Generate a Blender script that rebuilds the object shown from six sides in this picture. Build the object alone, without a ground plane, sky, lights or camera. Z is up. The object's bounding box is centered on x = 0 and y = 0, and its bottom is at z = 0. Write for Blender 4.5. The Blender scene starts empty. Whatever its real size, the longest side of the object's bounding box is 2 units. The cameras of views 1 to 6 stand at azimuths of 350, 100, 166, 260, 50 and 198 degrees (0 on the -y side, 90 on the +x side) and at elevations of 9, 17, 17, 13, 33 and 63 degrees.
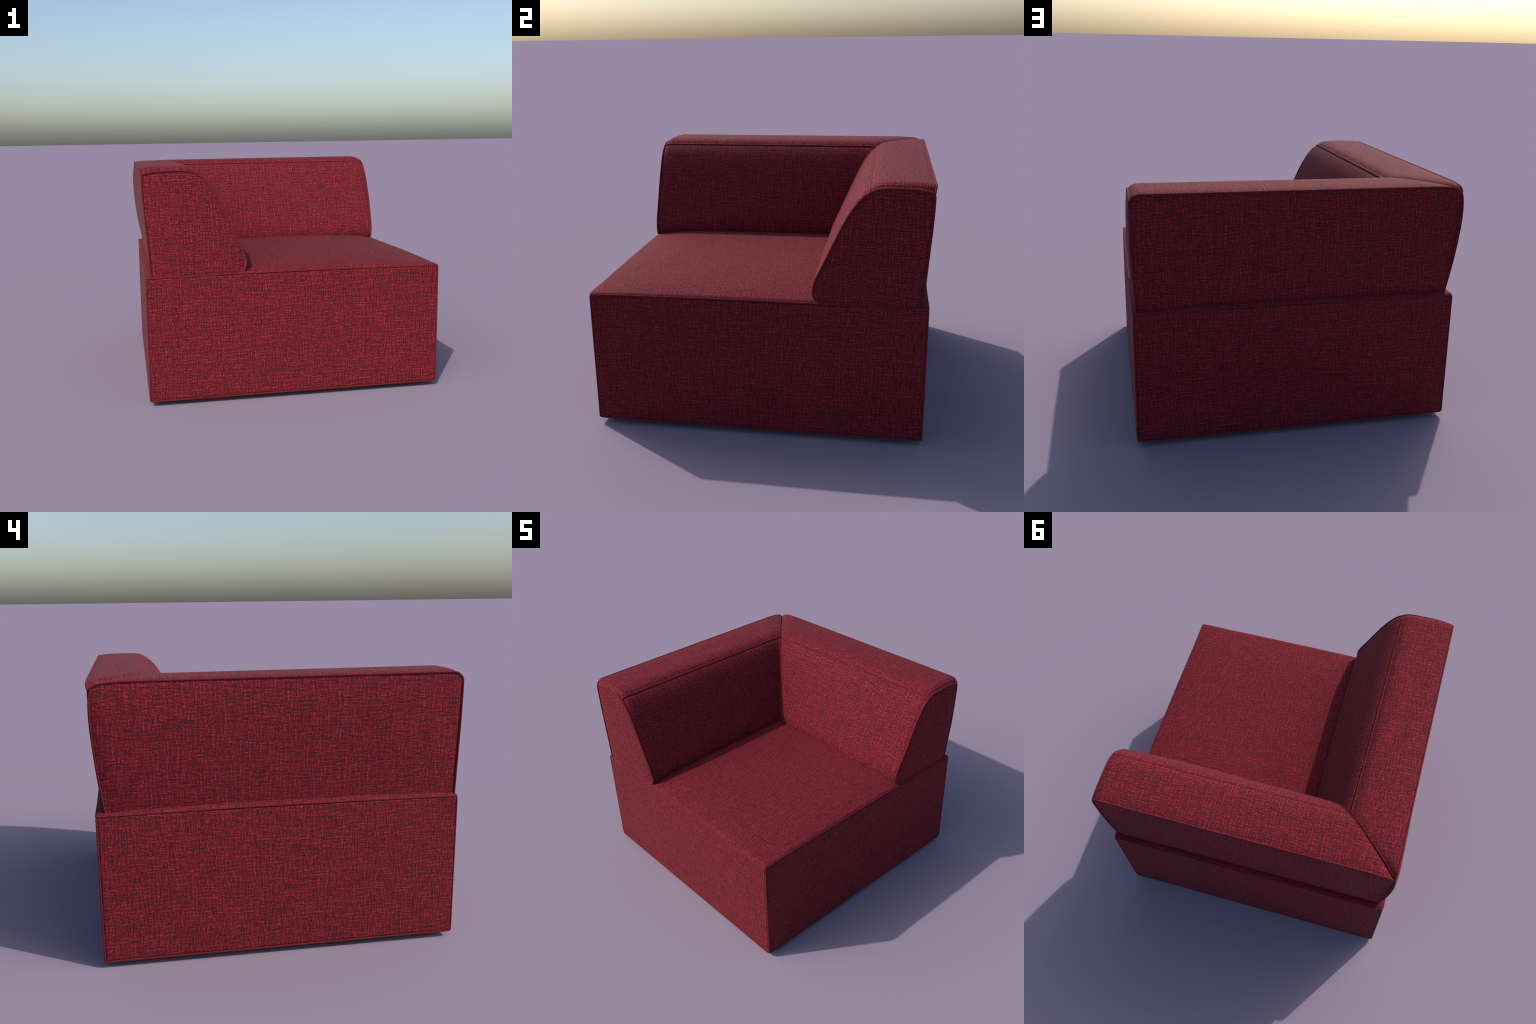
"""Corner module of an upholstered sofa: a block base with a domed seat, and two
identical wedge-shaped cushions (backrest, armrest) mitred at one corner.
All panels are puffed surfaces that meet in piped seams."""
import bpy
import numpy as np

# ------------------------------------------------------------------ helpers
def clustered(n, k=0.9):
    """0..1 samples that crowd towards both ends (fine mesh beside the seams)."""
    x = np.linspace(0.0, 1.0, n)
    return x - k * np.sin(2 * np.pi * x) / (2 * np.pi)


def puff(a, p):
    """1 in the middle of a panel, 0 at both edges; a in 0..1."""
    return 1.0 - np.abs(2.0 * a - 1.0) ** p


def end_rise(dist, length):
    """0 at an edge, 1 beyond `length` from it, smooth shoulder."""
    return 1.0 - (1.0 - np.clip(dist / length, 0, 1)) ** 2.2


def groove(dist, width=0.010):
    return np.exp(-(dist / width) ** 2)


def resample(pts, a):
    """Catmull-Rom through control points, sampled by arc length fraction a."""
    p = np.array(pts, float)
    q = np.vstack([2 * p[0] - p[1], p, 2 * p[-1] - p[-2]])
    out = []
    for i in range(1, len(q) - 2):
        t = np.linspace(0, 1, 40, endpoint=(i == len(q) - 3))[:, None]
        out.append(0.5 * (2 * q[i] + (q[i + 1] - q[i - 1]) * t
                          + (2 * q[i - 1] - 5 * q[i] + 4 * q[i + 1] - q[i + 2]) * t ** 2
                          + (3 * q[i] - q[i - 1] - 3 * q[i + 1] + q[i + 2]) * t ** 3))
    c = np.vstack(out)
    s = np.r_[0, np.cumsum(np.linalg.norm(np.diff(c, axis=0), axis=1))]
    s /= s[-1]
    return np.stack([np.interp(a, s, c[:, k]) for k in range(c.shape[1])], -1)


class Builder:
    """Collects grids of vertices with one material slot each."""
    def __init__(self):
        self.v, self.f, self.m, self.n = [], [], [], 0

    def grid(self, P, slot=0, flip=False):
        h, w = P.shape[:2]
        i = np.arange(h * w).reshape(h, w) + self.n
        q = np.stack([i[:-1, :-1], i[1:, :-1], i[1:, 1:], i[:-1, 1:]], -1).reshape(-1, 4)
        if flip:
            q = q[:, ::-1]
        self.v.append(P.reshape(-1, 3))
        self.f.append(q)
        self.m.append(np.full(len(q), slot))
        self.n += h * w

    def make(self, name, mats, parent, sharp=0.7):
        V = np.vstack(self.v)
        F = np.vstack(self.f)
        M = np.concatenate(self.m)
        # weld coincident vertices, drop collapsed faces
        key = np.round(V / 2e-5).astype(np.int64)
        _, first, inv = np.unique(key, axis=0, return_index=True, return_inverse=True)
        inv = inv.reshape(-1)
        V, F = V[first], inv[F]
        faces, slots = [], []
        for f, m in zip(F.tolist(), M.tolist()):
            g = [f[k] for k in range(4) if f[k] != f[k - 1]]
            if len(set(g)) == len(g) >= 3:
                faces.append(g)
                slots.append(m)
        me = bpy.data.meshes.new(name)
        me.from_pydata(V.tolist(), [], faces)
        for mt in mats:
            me.materials.append(mt)
        me.polygons.foreach_set("material_index", np.array(slots, dtype=np.int32))
        me.polygons.foreach_set("use_smooth", np.ones(len(faces), dtype=bool))
        me.update()
        me.set_sharp_from_angle(angle=sharp)
        ob = bpy.data.objects.new(name, me)
        bpy.context.scene.collection.objects.link(ob)
        ob.parent = parent
        return ob


def smooth_path(P, closed=False, it=2):
    P = np.array(P)
    for _ in range(it):
        if closed:
            P = 0.25 * np.roll(P, 1, 0) + 0.5 * P + 0.25 * np.roll(P, -1, 0)
        else:
            P[1:-1] = 0.25 * P[:-2] + 0.5 * P[1:-1] + 0.25 * P[2:]
    return P


def even(P, step=0.006, closed=False):
    if closed:
        P = np.vstack([P, P[:1]])
    s = np.r_[0, np.cumsum(np.linalg.norm(np.diff(P, axis=0), axis=1))]
    n = max(int(s[-1] / step), 4)
    t = np.linspace(0, s[-1], n + 1)
    if closed:
        t = t[:-1]
    return np.stack([np.interp(t, s, P[:, k]) for k in range(3)], -1)


def tube(name, path, radius, mat, parent, closed=False, sides=10):
    """A piping cord: round tube along a path, tapering into its ends."""
    P = smooth_path(even(np.array(path), 0.006, closed), closed, 3)
    n = len(P)
    T = (np.roll(P, -1, 0) - np.roll(P, 1, 0)) if closed else np.gradient(P, axis=0)
    T /= np.linalg.norm(T, axis=1)[:, None]
    up = np.array([0.31, 0.52, 0.80])
    u = up - T[0] * (up @ T[0])
    u /= np.linalg.norm(u)
    ang = np.linspace(0, 2 * np.pi, sides, endpoint=False)
    rings = []
    for k in range(n):
        u = u - T[k] * (u @ T[k])
        u /= np.linalg.norm(u)
        w = np.cross(T[k], u)
        r = radius
        if not closed and k in (0, n - 1):
            r = radius * 0.35
        rings.append(P[k] + r * (np.cos(ang)[:, None] * u + np.sin(ang)[:, None] * w))
    R = np.array(rings)
    R = np.concatenate([R, R[:, :1]], 1)
    b = Builder()
    if closed:
        # match the last ring to the first by the nearest rotation
        d = [np.linalg.norm(np.roll(R[0, :-1], s, 0) - R[-1, :-1]) for s in range(sides)]
        s = int(np.argmin(d))
        last = np.roll(R[0, :-1], s, 0)
        R = np.concatenate([R, np.concatenate([last, last[:1]])[None]], 0)
    else:
        R = np.concatenate([np.repeat(P[:1, None], sides + 1, 1), R,
                            np.repeat(P[-1:, None], sides + 1, 1)], 0)
    b.grid(R, 0)
    return b.make(name, [mat], parent, sharp=3.0)


# ---------------------------------------------------------------- materials
FABRIC = dict(dark=(0.034, 0.010, 0.010), deep=(0.086, 0.007, 0.010),
              red=(0.182, 0.007, 0.018), pale=(0.335, 0.018, 0.041))


def fabric(name, u_axis, v_axis, weight=0.5, seed=0.0):
    """Slubby plain weave. u_axis / v_axis: object-space directions of weft and warp.
    weight: share of the streaks that run along u."""
    m = bpy.data.materials.new(name)
    m.use_nodes = True
    nt = m.node_tree
    nt.nodes.clear()
    N, L = nt.nodes.new, nt.links.new

    def math(op, a, b=None, c=None):
        n = N("ShaderNodeMath")
        n.operation = op
        for k, x in enumerate((a, b, c)):
            if x is None:
                continue
            if isinstance(x, (int, float)):
                n.inputs[k].default_value = x
            else:
                L(x, n.inputs[k])
        return n.outputs[0]

    tc = N("ShaderNodeTexCoord")

    def along(axis):
        d = N("ShaderNodeVectorMath")
        d.operation = 'DOT_PRODUCT'
        L(tc.outputs['Object'], d.inputs[0])
        d.inputs[1].default_value = axis
        return d.outputs['Value']

    def noise(u, v, su, sv, detail, off, rough=0.5):
        cb = N("ShaderNodeCombineXYZ")
        L(math('MULTIPLY', u, su), cb.inputs[0])
        L(math('MULTIPLY', v, sv), cb.inputs[1])
        cb.inputs[2].default_value = off + seed
        t = N("ShaderNodeTexNoise")
        t.inputs['Scale'].default_value = 1.0
        t.inputs['Detail'].default_value = detail
        t.inputs['Roughness'].default_value = rough
        L(cb.outputs[0], t.inputs['Vector'])
        return t.outputs['Fac']

    u0, v0 = along(u_axis), along(v_axis)
    # the cloth is not laid perfectly straight: threads wander a little
    u = math('ADD', u0, math('MULTIPLY', math('SUBTRACT', noise(u0, v0, 4, 6, 1, 3.1), 0.5), 0.006))
    v = math('ADD', v0, math('MULTIPLY', math('SUBTRACT', noise(u0, v0, 6, 4, 1, 9.7), 0.5), 0.006))
    # every thread has its own run of light and dark along its length
    def thread(along, across, pitch, freq, off):
        idx = math('FLOOR', math('DIVIDE', across, pitch))
        own = noise(along, idx, freq, 7.31, 2.0, off, 0.6)
        # neighbours lean the other way, so dark runs do not pile up into blots
        left = noise(along, math('SUBTRACT', idx, 1), freq, 7.31, 2.0, off, 0.6)
        right = noise(along, math('ADD', idx, 1), freq, 7.31, 2.0, off, 0.6)
        pair = math('MULTIPLY', math('ADD', left, right), 0.32)
        return math('ADD', math('MULTIPLY', math('SUBTRACT', own, pair), 0.9), 0.5 - 0.9 * 0.18)

    upright = weight < 0.5                 # base cloth: dark slubs run upright
    du, dv = (v, u) if upright else (u, v)
    k = 1.12 if upright else (1.0 if weight == 0.5 else 1.12)   # base and seat weave is finer
    run = 0.9 if k < 1.1 else 0.8 if upright else 0.75           # the cushions show longer slubs
    slub = thread(du, dv, 0.0064 * k, 19 * run / k, 1.3)         # heavy threads, mostly dark runs
    slub = math('MINIMUM', slub, 0.55)
    cross = thread(dv, du, 0.0074 * k, 11 * run / k, 5.9)        # crossing threads, mostly light runs
    cross = math('MAXIMUM', cross, 0.42)
    fine_a = thread(du, dv, 0.0058 * k, 42 / k, 21.0)
    fine_b = thread(dv, du, 0.0058 * k, 42 / k, 33.0)

    def centred(x, gain):
        return math('MULTIPLY', math('SUBTRACT', x, 0.5), gain)

    mixed = math('ADD', centred(slub, 1.0), centred(cross, 0.75))
    mixed = math('ADD', mixed, math('ADD', centred(fine_a, 0.82), centred(fine_b, 0.82)))
    tu = math('SINE', math('MULTIPLY', du, 2 * np.pi / (0.0074 * 2 * k)))
    tv = math('SINE', math('MULTIPLY', dv, 2 * np.pi / (0.0064 * 2 * k)))
    weave = math('MULTIPLY', tu, tv)
    mixed = math('ADD', mixed, math('MULTIPLY', weave, 0.06))
    fac = math('ADD', math('MULTIPLY', mixed, 1.08 if weight == 0.5 else 1.2), 0.475)

    ramp = N("ShaderNodeValToRGB")
    e = ramp.color_ramp.elements
    e[0].position, e[0].color = 0.25, (*FABRIC['dark'], 1)
    e[1].position, e[1].color = 0.80, (*FABRIC['pale'], 1)
    x = e.new(0.40)
    x.color = (*FABRIC['deep'], 1)
    x = e.new(0.56)
    x.color = (*FABRIC['red'], 1)
    L(fac, ramp.inputs[0])

    bump = N("ShaderNodeBump")
    bump.inputs['Strength'].default_value = 0.18
    bump.inputs['Distance'].default_value = 0.004
    L(math('ADD', fac, math('MULTIPLY', weave, 0.12)), bump.inputs['Height'])

    bs = N("ShaderNodeBsdfPrincipled")
    bs.inputs['Roughness'].default_value = 0.9
    bs.inputs['Specular IOR Level'].default_value = 0.23
    L(ramp.outputs[0], bs.inputs['Base Color'])
    bs.inputs['Sheen Weight'].default_value = 0.042
    bs.inputs['Sheen Roughness'].default_value = 0.35
    L(bump.outputs[0], bs.inputs['Normal'])
    out = N("ShaderNodeOutputMaterial")
    L(bs.outputs[0], out.inputs[0])
    return m


def cord_material():
    m = bpy.data.materials.new("piping_fabric")
    m.use_nodes = True
    nt = m.node_tree
    bs = nt.nodes["Principled BSDF"]
    N, L = nt.nodes.new, nt.links.new
    tc = N("ShaderNodeTexCoord")
    t = N("ShaderNodeTexNoise")
    t.inputs['Scale'].default_value = 90
    t.inputs['Detail'].default_value = 2
    L(tc.outputs['Object'], t.inputs['Vector'])
    r = N("ShaderNodeValToRGB")
    e = r.color_ramp.elements
    e[0].position, e[0].color = 0.3, (0.085, 0.007, 0.010, 1)
    e[1].position, e[1].color = 0.7, (0.160, 0.008, 0.016, 1)
    L(t.outputs['Fac'], r.inputs[0])
    L(r.outputs[0], bs.inputs['Base Color'])
    bs.inputs['Roughness'].default_value = 0.9
    bs.inputs['Specular IOR Level'].default_value = 0.3
    bs.inputs['Sheen Weight'].default_value = 0.05
    bs.inputs['Sheen Roughness'].default_value = 0.35
    return m


def foot_material():
    m = bpy.data.materials.new("foot_plastic")
    m.use_nodes = True
    nt = m.node_tree
    bs = nt.nodes["Principled BSDF"]
    t = nt.nodes.new("ShaderNodeTexNoise")
    t.inputs['Scale'].default_value = 40
    r = nt.nodes.new("ShaderNodeValToRGB")
    r.color_ramp.elements[0].color = (0.010, 0.010, 0.010, 1)
    r.color_ramp.elements[1].color = (0.022, 0.022, 0.022, 1)
    nt.links.new(t.outputs['Fac'], r.inputs[0])
    nt.links.new(r.outputs[0], bs.inputs['Base Color'])
    bs.inputs['Roughness'].default_value = 0.5
    return m


X, Y, Z = (1, 0, 0), (0, 1, 0), (0, 0, 1)
base_front = fabric("base_fabric_front", X, Z, 0.44, 0.0)
base_side = fabric("base_fabric_side", Y, Z, 0.44, 20.0)
seat_cloth = fabric("seat_fabric", X, Y, 0.50, 40.0)
cord = cord_material()
foot_mat = foot_material()

# --------------------------------------------------------------------- root
root = bpy.data.objects.new("corner_sofa", None)
bpy.context.scene.collection.objects.link(root)
root["label"] = "red woven fabric corner sofa module with piped wedge cushions"
root["category"] = "sofa"

CORD = 0.0054

# --------------------------------------------------------------------- base
X0, X1, Y0, Y1 = -0.968, 0.986, -0.984, 0.982
Z0, Z1 = 0.033, 0.843
CX, CY = 0.5 * (X0 + X1), 0.5 * (Y0 + Y1)
HX, HY = 0.5 * (X1 - X0), 0.5 * (Y1 - Y0)
n = 150
A = clustered(n)


def top_edge(a):           # height of the seat's seam line, bowing up along each side
    return Z1 + 0.011 * puff(a, 2.5)


def side_bow(a):           # seam lines bow outward by a few millimetres too
    return 0.001 * puff(a, 2.5)


def soften(P, r=0.016):
    """Round the block's edges and corners by pulling them in to a radius."""
    P = np.array(P, float)
    c = np.array([CX, CY, 0.5 * (Z0 + Z1)])
    h = np.array([HX, HY, 0.5 * (Z1 - Z0) + 0.006])
    q = P - c
    e = np.maximum(np.abs(q) - (h - r), 0)
    m = e.max(-1, keepdims=True)
    n = np.linalg.norm(e, axis=-1, keepdims=True)
    f = np.where(n > 1e-9, m / np.maximum(n, 1e-9), 1.0)
    return c + np.sign(q) * (np.minimum(np.abs(q), h - r) + e * f)


def box_panel(axis, sign):
    """Puffed vertical panel of the base. a runs along, b runs up."""
    a, b = np.meshgrid(A, A, indexing='ij')
    z = Z0 + (top_edge(a) - Z0) * b
    long = 2 * (HX if axis == 'y' else HY)
    out = 0.004 * puff(a, 3.2) * puff(b, 2.6) + side_bow(b)
    d = np.minimum(np.minimum(a, 1 - a) * long, np.minimum(b, 1 - b) * (Z1 - Z0))
    out = out - 0.004 * groove(d - 0.009, 0.005) * np.clip(d / 0.006, 0, 1)
    # hold the very edges where neighbouring panels share them
    edge = np.clip(d / 0.004, 0, 1)
    out = out * edge + side_bow(b) * (1 - edge) * 0
    s = a * 2 - 1
    if axis == 'y':
        return np.stack([CX + HX * s, CY + sign * (HY + out), z], -1)
    return np.stack([CX + sign * (HX + out), CY + HY * s, z], -1)


base = Builder()
base.grid(soften(box_panel('y', -1)), 0)
base.grid(soften(box_panel('y', +1)), 0, True)
base.grid(soften(box_panel('x', -1)), 1, True)
base.grid(soften(box_panel('x', +1)), 1)
a, b = np.meshgrid(A, A, indexing='ij')
base.grid(soften(np.stack([X0 + (X1 - X0) * a, Y0 + (Y1 - Y0) * b,
                           Z0 - 0.016 * puff(a, 4) * puff(b, 4)], -1)), 2, True)
base_ob = base.make("base", [base_front, base_side, seat_cloth], root)

# seat: the domed top panel, bordering the base along its top seam
sx, sy = X0 + (X1 - X0) * a, Y0 + (Y1 - Y0) * b
d = np.minimum(np.minimum(a, 1 - a) * 2 * HX, np.minimum(b, 1 - b) * 2 * HY)
on_edge = np.where((np.minimum(a, 1 - a) < np.minimum(b, 1 - b)), puff(b, 2.5), puff(a, 2.5))
sz = (Z1 + 0.011 * on_edge * 1.0 + 0.041 * puff(a, 5) * puff(b, 5)
      + 0.007 * end_rise(d, 0.03))
seat = Builder()
seat.grid(soften(np.stack([sx, sy, sz], -1)), 0)
seat.make("seat", [seat_cloth], root, sharp=1.2)

# piping of the base: a loop round the top, one round the bottom, four uprights
def loop(z_of, inset, r=0.020):
    pts = []
    t = clustered(80, 0.5)
    for k in range(4):
        for q in t[:-1]:
            if k == 0:
                p = (X0 + (X1 - X0) * q, Y0)
            elif k == 1:
                p = (X1, Y0 + (Y1 - Y0) * q)
            elif k == 2:
                p = (X1 - (X1 - X0) * q, Y1)
            else:
                p = (X0, Y1 - (Y1 - Y0) * q)
            pts.append((p[0], p[1], z_of(q)))
    P = np.array(pts)
    ex, ey = HX - inset, HY - inset
    P[:, 0] = CX + np.clip(P[:, 0] - CX, -ex, ex)
    P[:, 1] = CY + np.clip(P[:, 1] - CY, -ey, ey)
    return P


tube("piping", soften(loop(lambda q: top_edge(q) - 0.001, 0.001)), CORD, cord, base_ob, closed=True)
tube("piping", soften(loop(lambda q: Z0 + 0.003, 0.001)), CORD * 0.85, cord, base_ob, closed=True)
for px, py in ((X0, Y0), (X1, Y0), (X1, Y1), (X0, Y1)):
    sxn, syn = np.sign(px - CX), np.sign(py - CY)
    zz = np.linspace(Z0 + 0.004, Z1 - 0.004, 60)
    q = (zz - Z0) / (Z1 - Z0)
    P = soften(np.stack([np.full_like(zz, px - sxn * 0.001), np.full_like(zz, py - syn * 0.001), zz], -1))
    tube("piping", P, CORD * 0.95, cord, base_ob)

# feet: four low round glides, set well in
ft = Builder()
ang = np.linspace(0, 2 * np.pi, 33)
prof = [(0.0, 0.0), (0.032, 0.0), (0.036, 0.004), (0.036, 0.036), (0.0, 0.036)]
ft.grid(np.array([[(r * np.cos(t), r * np.sin(t), z) for r, z in prof] for t in ang]), 0, True)
foot = ft.make("foot", [foot_mat], root)
for k, (fx, fy) in enumerate(((-0.70, -0.70), (0.70, -0.70), (0.70, 0.70), (-0.70, 0.70))):
    f = foot if k == 0 else foot.copy()
    if k:
        bpy.context.scene.collection.objects.link(f)
        f.parent = root
    f.location = (CX + fx, CY + fy, 0)

# ------------------------------------------------------------ wedge cushions
# Section in (d, z): d = distance outward from the sofa's middle.
OUTER = [(0.930, 0.820), (0.938, 0.870), (0.957, 1.150), (0.975, 1.400), (0.981, 1.510)]
TOP = [(0.981, 1.510), (0.860, 1.512), (0.735, 1.512), (0.675, 1.506), (0.634, 1.489)]
INNER = [(0.634, 1.489), (0.600, 1.462), (0.560, 1.415), (0.502, 1.320), (0.445, 1.200),
         (0.385, 1.070), (0.346, 0.985), (0.331, 0.925), (0.335, 0.888), (0.352, 0.858), (0.392, 0.832)]
CAP_L = 0.979          # where the free end's seam lies


def wedge(name, to_world, mitre, mats, corner_bulge, cap_puff, cap_tilt, swell, hollow,
          inner_shift, lean, outer_puff):
    """mitre: two (d, l) points of the mitre line. to_world maps (l, d, z)."""
    (d1, l1), (d2, l2) = mitre
    lm = lambda dd: l1 + (dd - d1) * (l2 - l1) / (d2 - d1)
    GAP = 0.001

    T = clustered(220, 0.93)
    T = T ** 1.0

    def panel(prof, ns, out_h, p_s, kind):
        s = clustered(ns, 0.85)
        c = resample(prof, s)
        c[:, 0] -= inner_shift * np.clip((0.985 - c[:, 0]) / 0.345, 0, 1) \
            * np.clip((c[:, 0] - 0.33) / 0.28, 0.15, 1)
        if kind == 'outer':
            c[:, 0] += lean * np.clip((1.30 - c[:, 1]) / 0.3, 0, 1)
        tan = np.gradient(c, axis=0)
        nrm = np.stack([-tan[:, 1], tan[:, 0]], -1)
        nrm /= np.linalg.norm(nrm, axis=1)[:, None]
        if kind == 'outer' and nrm[:, 0].mean() < 0 or kind == 'inner' and nrm[:, 0].mean() > 0 \
                or kind == 'top' and nrm[:, 1].mean() < 0:
            nrm = -nrm
        S, TT = np.meshgrid(s, T, indexing='ij')
        D0 = np.repeat(c[:, :1], len(T), 1)
        Zp = np.repeat(c[:, 1:], len(T), 1)
        L0 = lm(D0) + GAP
        cap_l = CAP_L + cap_tilt * np.clip((Zp - 1.1) / 0.13, -2.0, 0.5)
        Lw = L0 + TT * (cap_l - L0)
        dm, dc = Lw - L0, cap_l - Lw          # distances from mitre and cap seam
        # long seams lift a little away from both ends; the outer one turns down
        # roundly into the mitre corner
        lift_c = end_rise(dc, 0.06)
        lift_m = end_rise(dm, 0.20)
        w_out = np.clip((D0 - 0.60) / 0.38, 0, 1)
        high = np.clip((Zp - 1.30) / 0.20, 0, 1)
        Zp = Zp + high * (0.018 * (lift_c - 0)
                          - 0.020 * w_out ** 2 * (1 - lift_m)
                          - 0.022 * w_out ** 4 * (1 - end_rise(dm, 0.07))
                          - 0.020 * w_out ** 6 * (1 - lift_c))
        D0 = D0 - 0.006 * high * w_out ** 4 * (2 - end_rise(dm, 0.06) - end_rise(dc, 0.05))
        if kind == 'inner':
            amt = out_h * puff(S, p_s) * end_rise(dc, 0.05) * end_rise(dm, 0.10)
            # sat-in twist: fuller towards the free end, hollow low by the corner
            amt = amt + swell * puff(S, 2.0) * np.exp(-((dc - 0.40) / 0.38) ** 2) * end_rise(dc, 0.06) \
                - hollow * S ** 2 * np.exp(-(dm / 0.30) ** 2) * end_rise(dm, 0.05)
        elif kind == 'outer':
            amt = out_h * puff(S ** 1.5, p_s) * end_rise(dc, 0.35)
            # the corner end swells most
            amt = amt + corner_bulge * puff(S ** 1.3, 2.6) * np.exp(-(dm / 0.7) ** 2) \
                * (0.2 + 0.8 * end_rise(dm, 0.14))
        else:
            amt = out_h * puff(S, p_s) * end_rise(dc, 0.08) * end_rise(dm, 0.08)
        length = np.linalg.norm(np.diff(c, axis=0), axis=1).sum()
        # groove beside every seam
        ds = {'outer': (1 - S), 'inner': S, 'top': np.minimum(S, 1 - S)}[kind] * length
        gd = {'outer': 0.004, 'inner': 0.004, 'top': 0.001}[kind]
        amt = amt - gd * groove(ds - 0.010, 0.007) * np.clip(ds / 0.006, 0, 1)
        amt = amt - 0.003 * groove(dc - 0.010, 0.007) * np.clip(dc / 0.006, 0, 1)
        amt = amt - 0.003 * groove(dm, 0.010)
        D = D0 + amt * nrm[:, :1]
        # run the cloth exactly to the mitre plane, bulge or not
        L1 = lm(D) + GAP
        Lw = L1 + TT * (cap_l - L1)
        Zw = Zp + amt * nrm[:, 1:]
        return np.stack([Lw, D, Zw], -1)

    po = panel(OUTER, 60, outer_puff, 2.4, 'outer')
    pt = panel(TOP, 50, 0.010, 4.0, 'top')
    pi = panel(INNER, 80, 0.003, 2.2, 'inner')
    # share the seam rows exactly
    pt[0], pt[-1] = po[-1], pi[0]
    W = lambda P: to_world(P)
    flip = np.linalg.det(np.array([W(np.eye(3)[k]) - W(np.zeros(3)) for k in range(3)])) < 0
    b = Builder()
    b.grid(W(po), 0, flip)
    b.grid(W(pt), 1, flip)
    b.grid(W(pi), 2, flip)
    # closing bottom, sunk in the seat
    bot = np.stack([pi[-1] * (1 - q) + po[0] * q for q in np.linspace(0, 1, 6)], 0)
    b.grid(W(bot), 0, flip)
    # free end: cushion cap lofted from its outline to the middle
    for end, h in ((-1, cap_puff), (0, 0.0)):
        ring = np.vstack([po[:-1, end], pt[:-1, end], pi[:-1, end], bot[:-1, end]])
        c = np.array([ring[:, 0].mean(), 0.715, 1.16])
        r = 1 - clustered(46, 0.8)
        g = []
        for q in r:
            P = c + (ring - c) * q
            if end == -1:
                dist = (1 - q) * 0.30
                P[:, 0] = ring[:, 0] * q + c[0] * (1 - q) + h * (1 - q ** 5) \
                    - 0.004 * groove(dist - 0.011, 0.007) * min(dist / 0.006, 1)
            g.append(P)
        g = np.array(g)
        g = np.concatenate([g, g[:, :1]], 1)
        b.grid(W(g), 3, flip if end == -1 else not flip)
    ob = b.make(name, mats, root, sharp=0.75)

    # piping
    def cordline(P, r=CORD, closed=False):
        tube("piping", W(np.array(P)), r, cord, ob, closed)

    off = np.array
    cordline(po[-1, 3:-3] + off([0, -0.001, -0.001]))                       # outer top seam
    cordline(pi[0, 3:-3] + off([0, -0.001, -0.002]), CORD * 0.9)           # inner top seam
    cap = np.vstack([po[3:-1, -1], pt[:-1, -1], pi[:-3, -1]])
    cordline(cap + off([-0.001, 0, -0.001]) * 1.0)                          # free end outline
    # mitre outline: cord lying along the groove
    k = int(np.argmin(np.abs(po[30, :, 0] - po[30, 0, 0] - 0.004)))
    mit = np.vstack([po[3:-1, k], pt[:-1, k], pi[:-3, k]])
    out = mit - np.array([0, 0.74, 1.15])
    out[:, 0] = 0
    out /= np.linalg.norm(out, axis=1)[:, None]
    cordline(mit + off([0.003, 0, 0.0]) + 0.0022 * out, CORD * 0.85)
    return ob


chord = np.array([0.30, 0.57])
chord /= np.linalg.norm(chord)
wf = 0.60
back_mats = [fabric("back_fabric_outer", X, Z, wf, 60.0), fabric("back_fabric_top", X, Y, wf, 70.0),
             fabric("back_fabric_inner", X, (0, chord[0], chord[1]), wf, 80.0),
             fabric("back_fabric_end", Y, Z, wf, 90.0)]
arm_mats = [fabric("arm_fabric_outer", Y, Z, wf, 100.0), fabric("arm_fabric_top", Y, X, wf, 110.0),
            fabric("arm_fabric_inner", Y, (-chord[0], 0, chord[1]), wf, 120.0),
            fabric("arm_fabric_end", X, Z, wf, 130.0)]


def back_world(P):
    return P + np.array([0, BACK_SHIFT, 0])


def arm_world(P):
    return np.stack([-P[..., 1] + ARM_SHIFT, -P[..., 0], P[..., 2]], -1)


ARM_SHIFT = 0.004
BACK_SHIFT = 0.007
# The mitre line is where equal points of the two sections meet:
# backrest y = d + BACK_SHIFT, armrest x = -(d - inner shift) + ARM_SHIFT.
ARM_INNER = 0.010
D_IN, D_OUT = 0.640, 0.985
X_IN, Y_IN = -(D_IN - ARM_INNER) + ARM_SHIFT, D_IN + BACK_SHIFT
X_OUT, Y_OUT = -D_OUT + ARM_SHIFT, D_OUT + BACK_SHIFT
wedge("backrest", back_world, ((D_IN, X_IN), (D_OUT, X_OUT)), back_mats,
      corner_bulge=0.003, cap_puff=0.016, cap_tilt=0.007, swell=0.012, hollow=0.002,
      inner_shift=0.0, lean=0.0, outer_puff=-0.002)
wedge("armrest", arm_world, ((D_IN - ARM_INNER, -Y_IN), (D_OUT, -Y_OUT)), arm_mats,
      corner_bulge=0.024, cap_puff=0.008, cap_tilt=0.001, swell=0.003, hollow=0.014,
      inner_shift=ARM_INNER, lean=0.0, outer_puff=0.009)
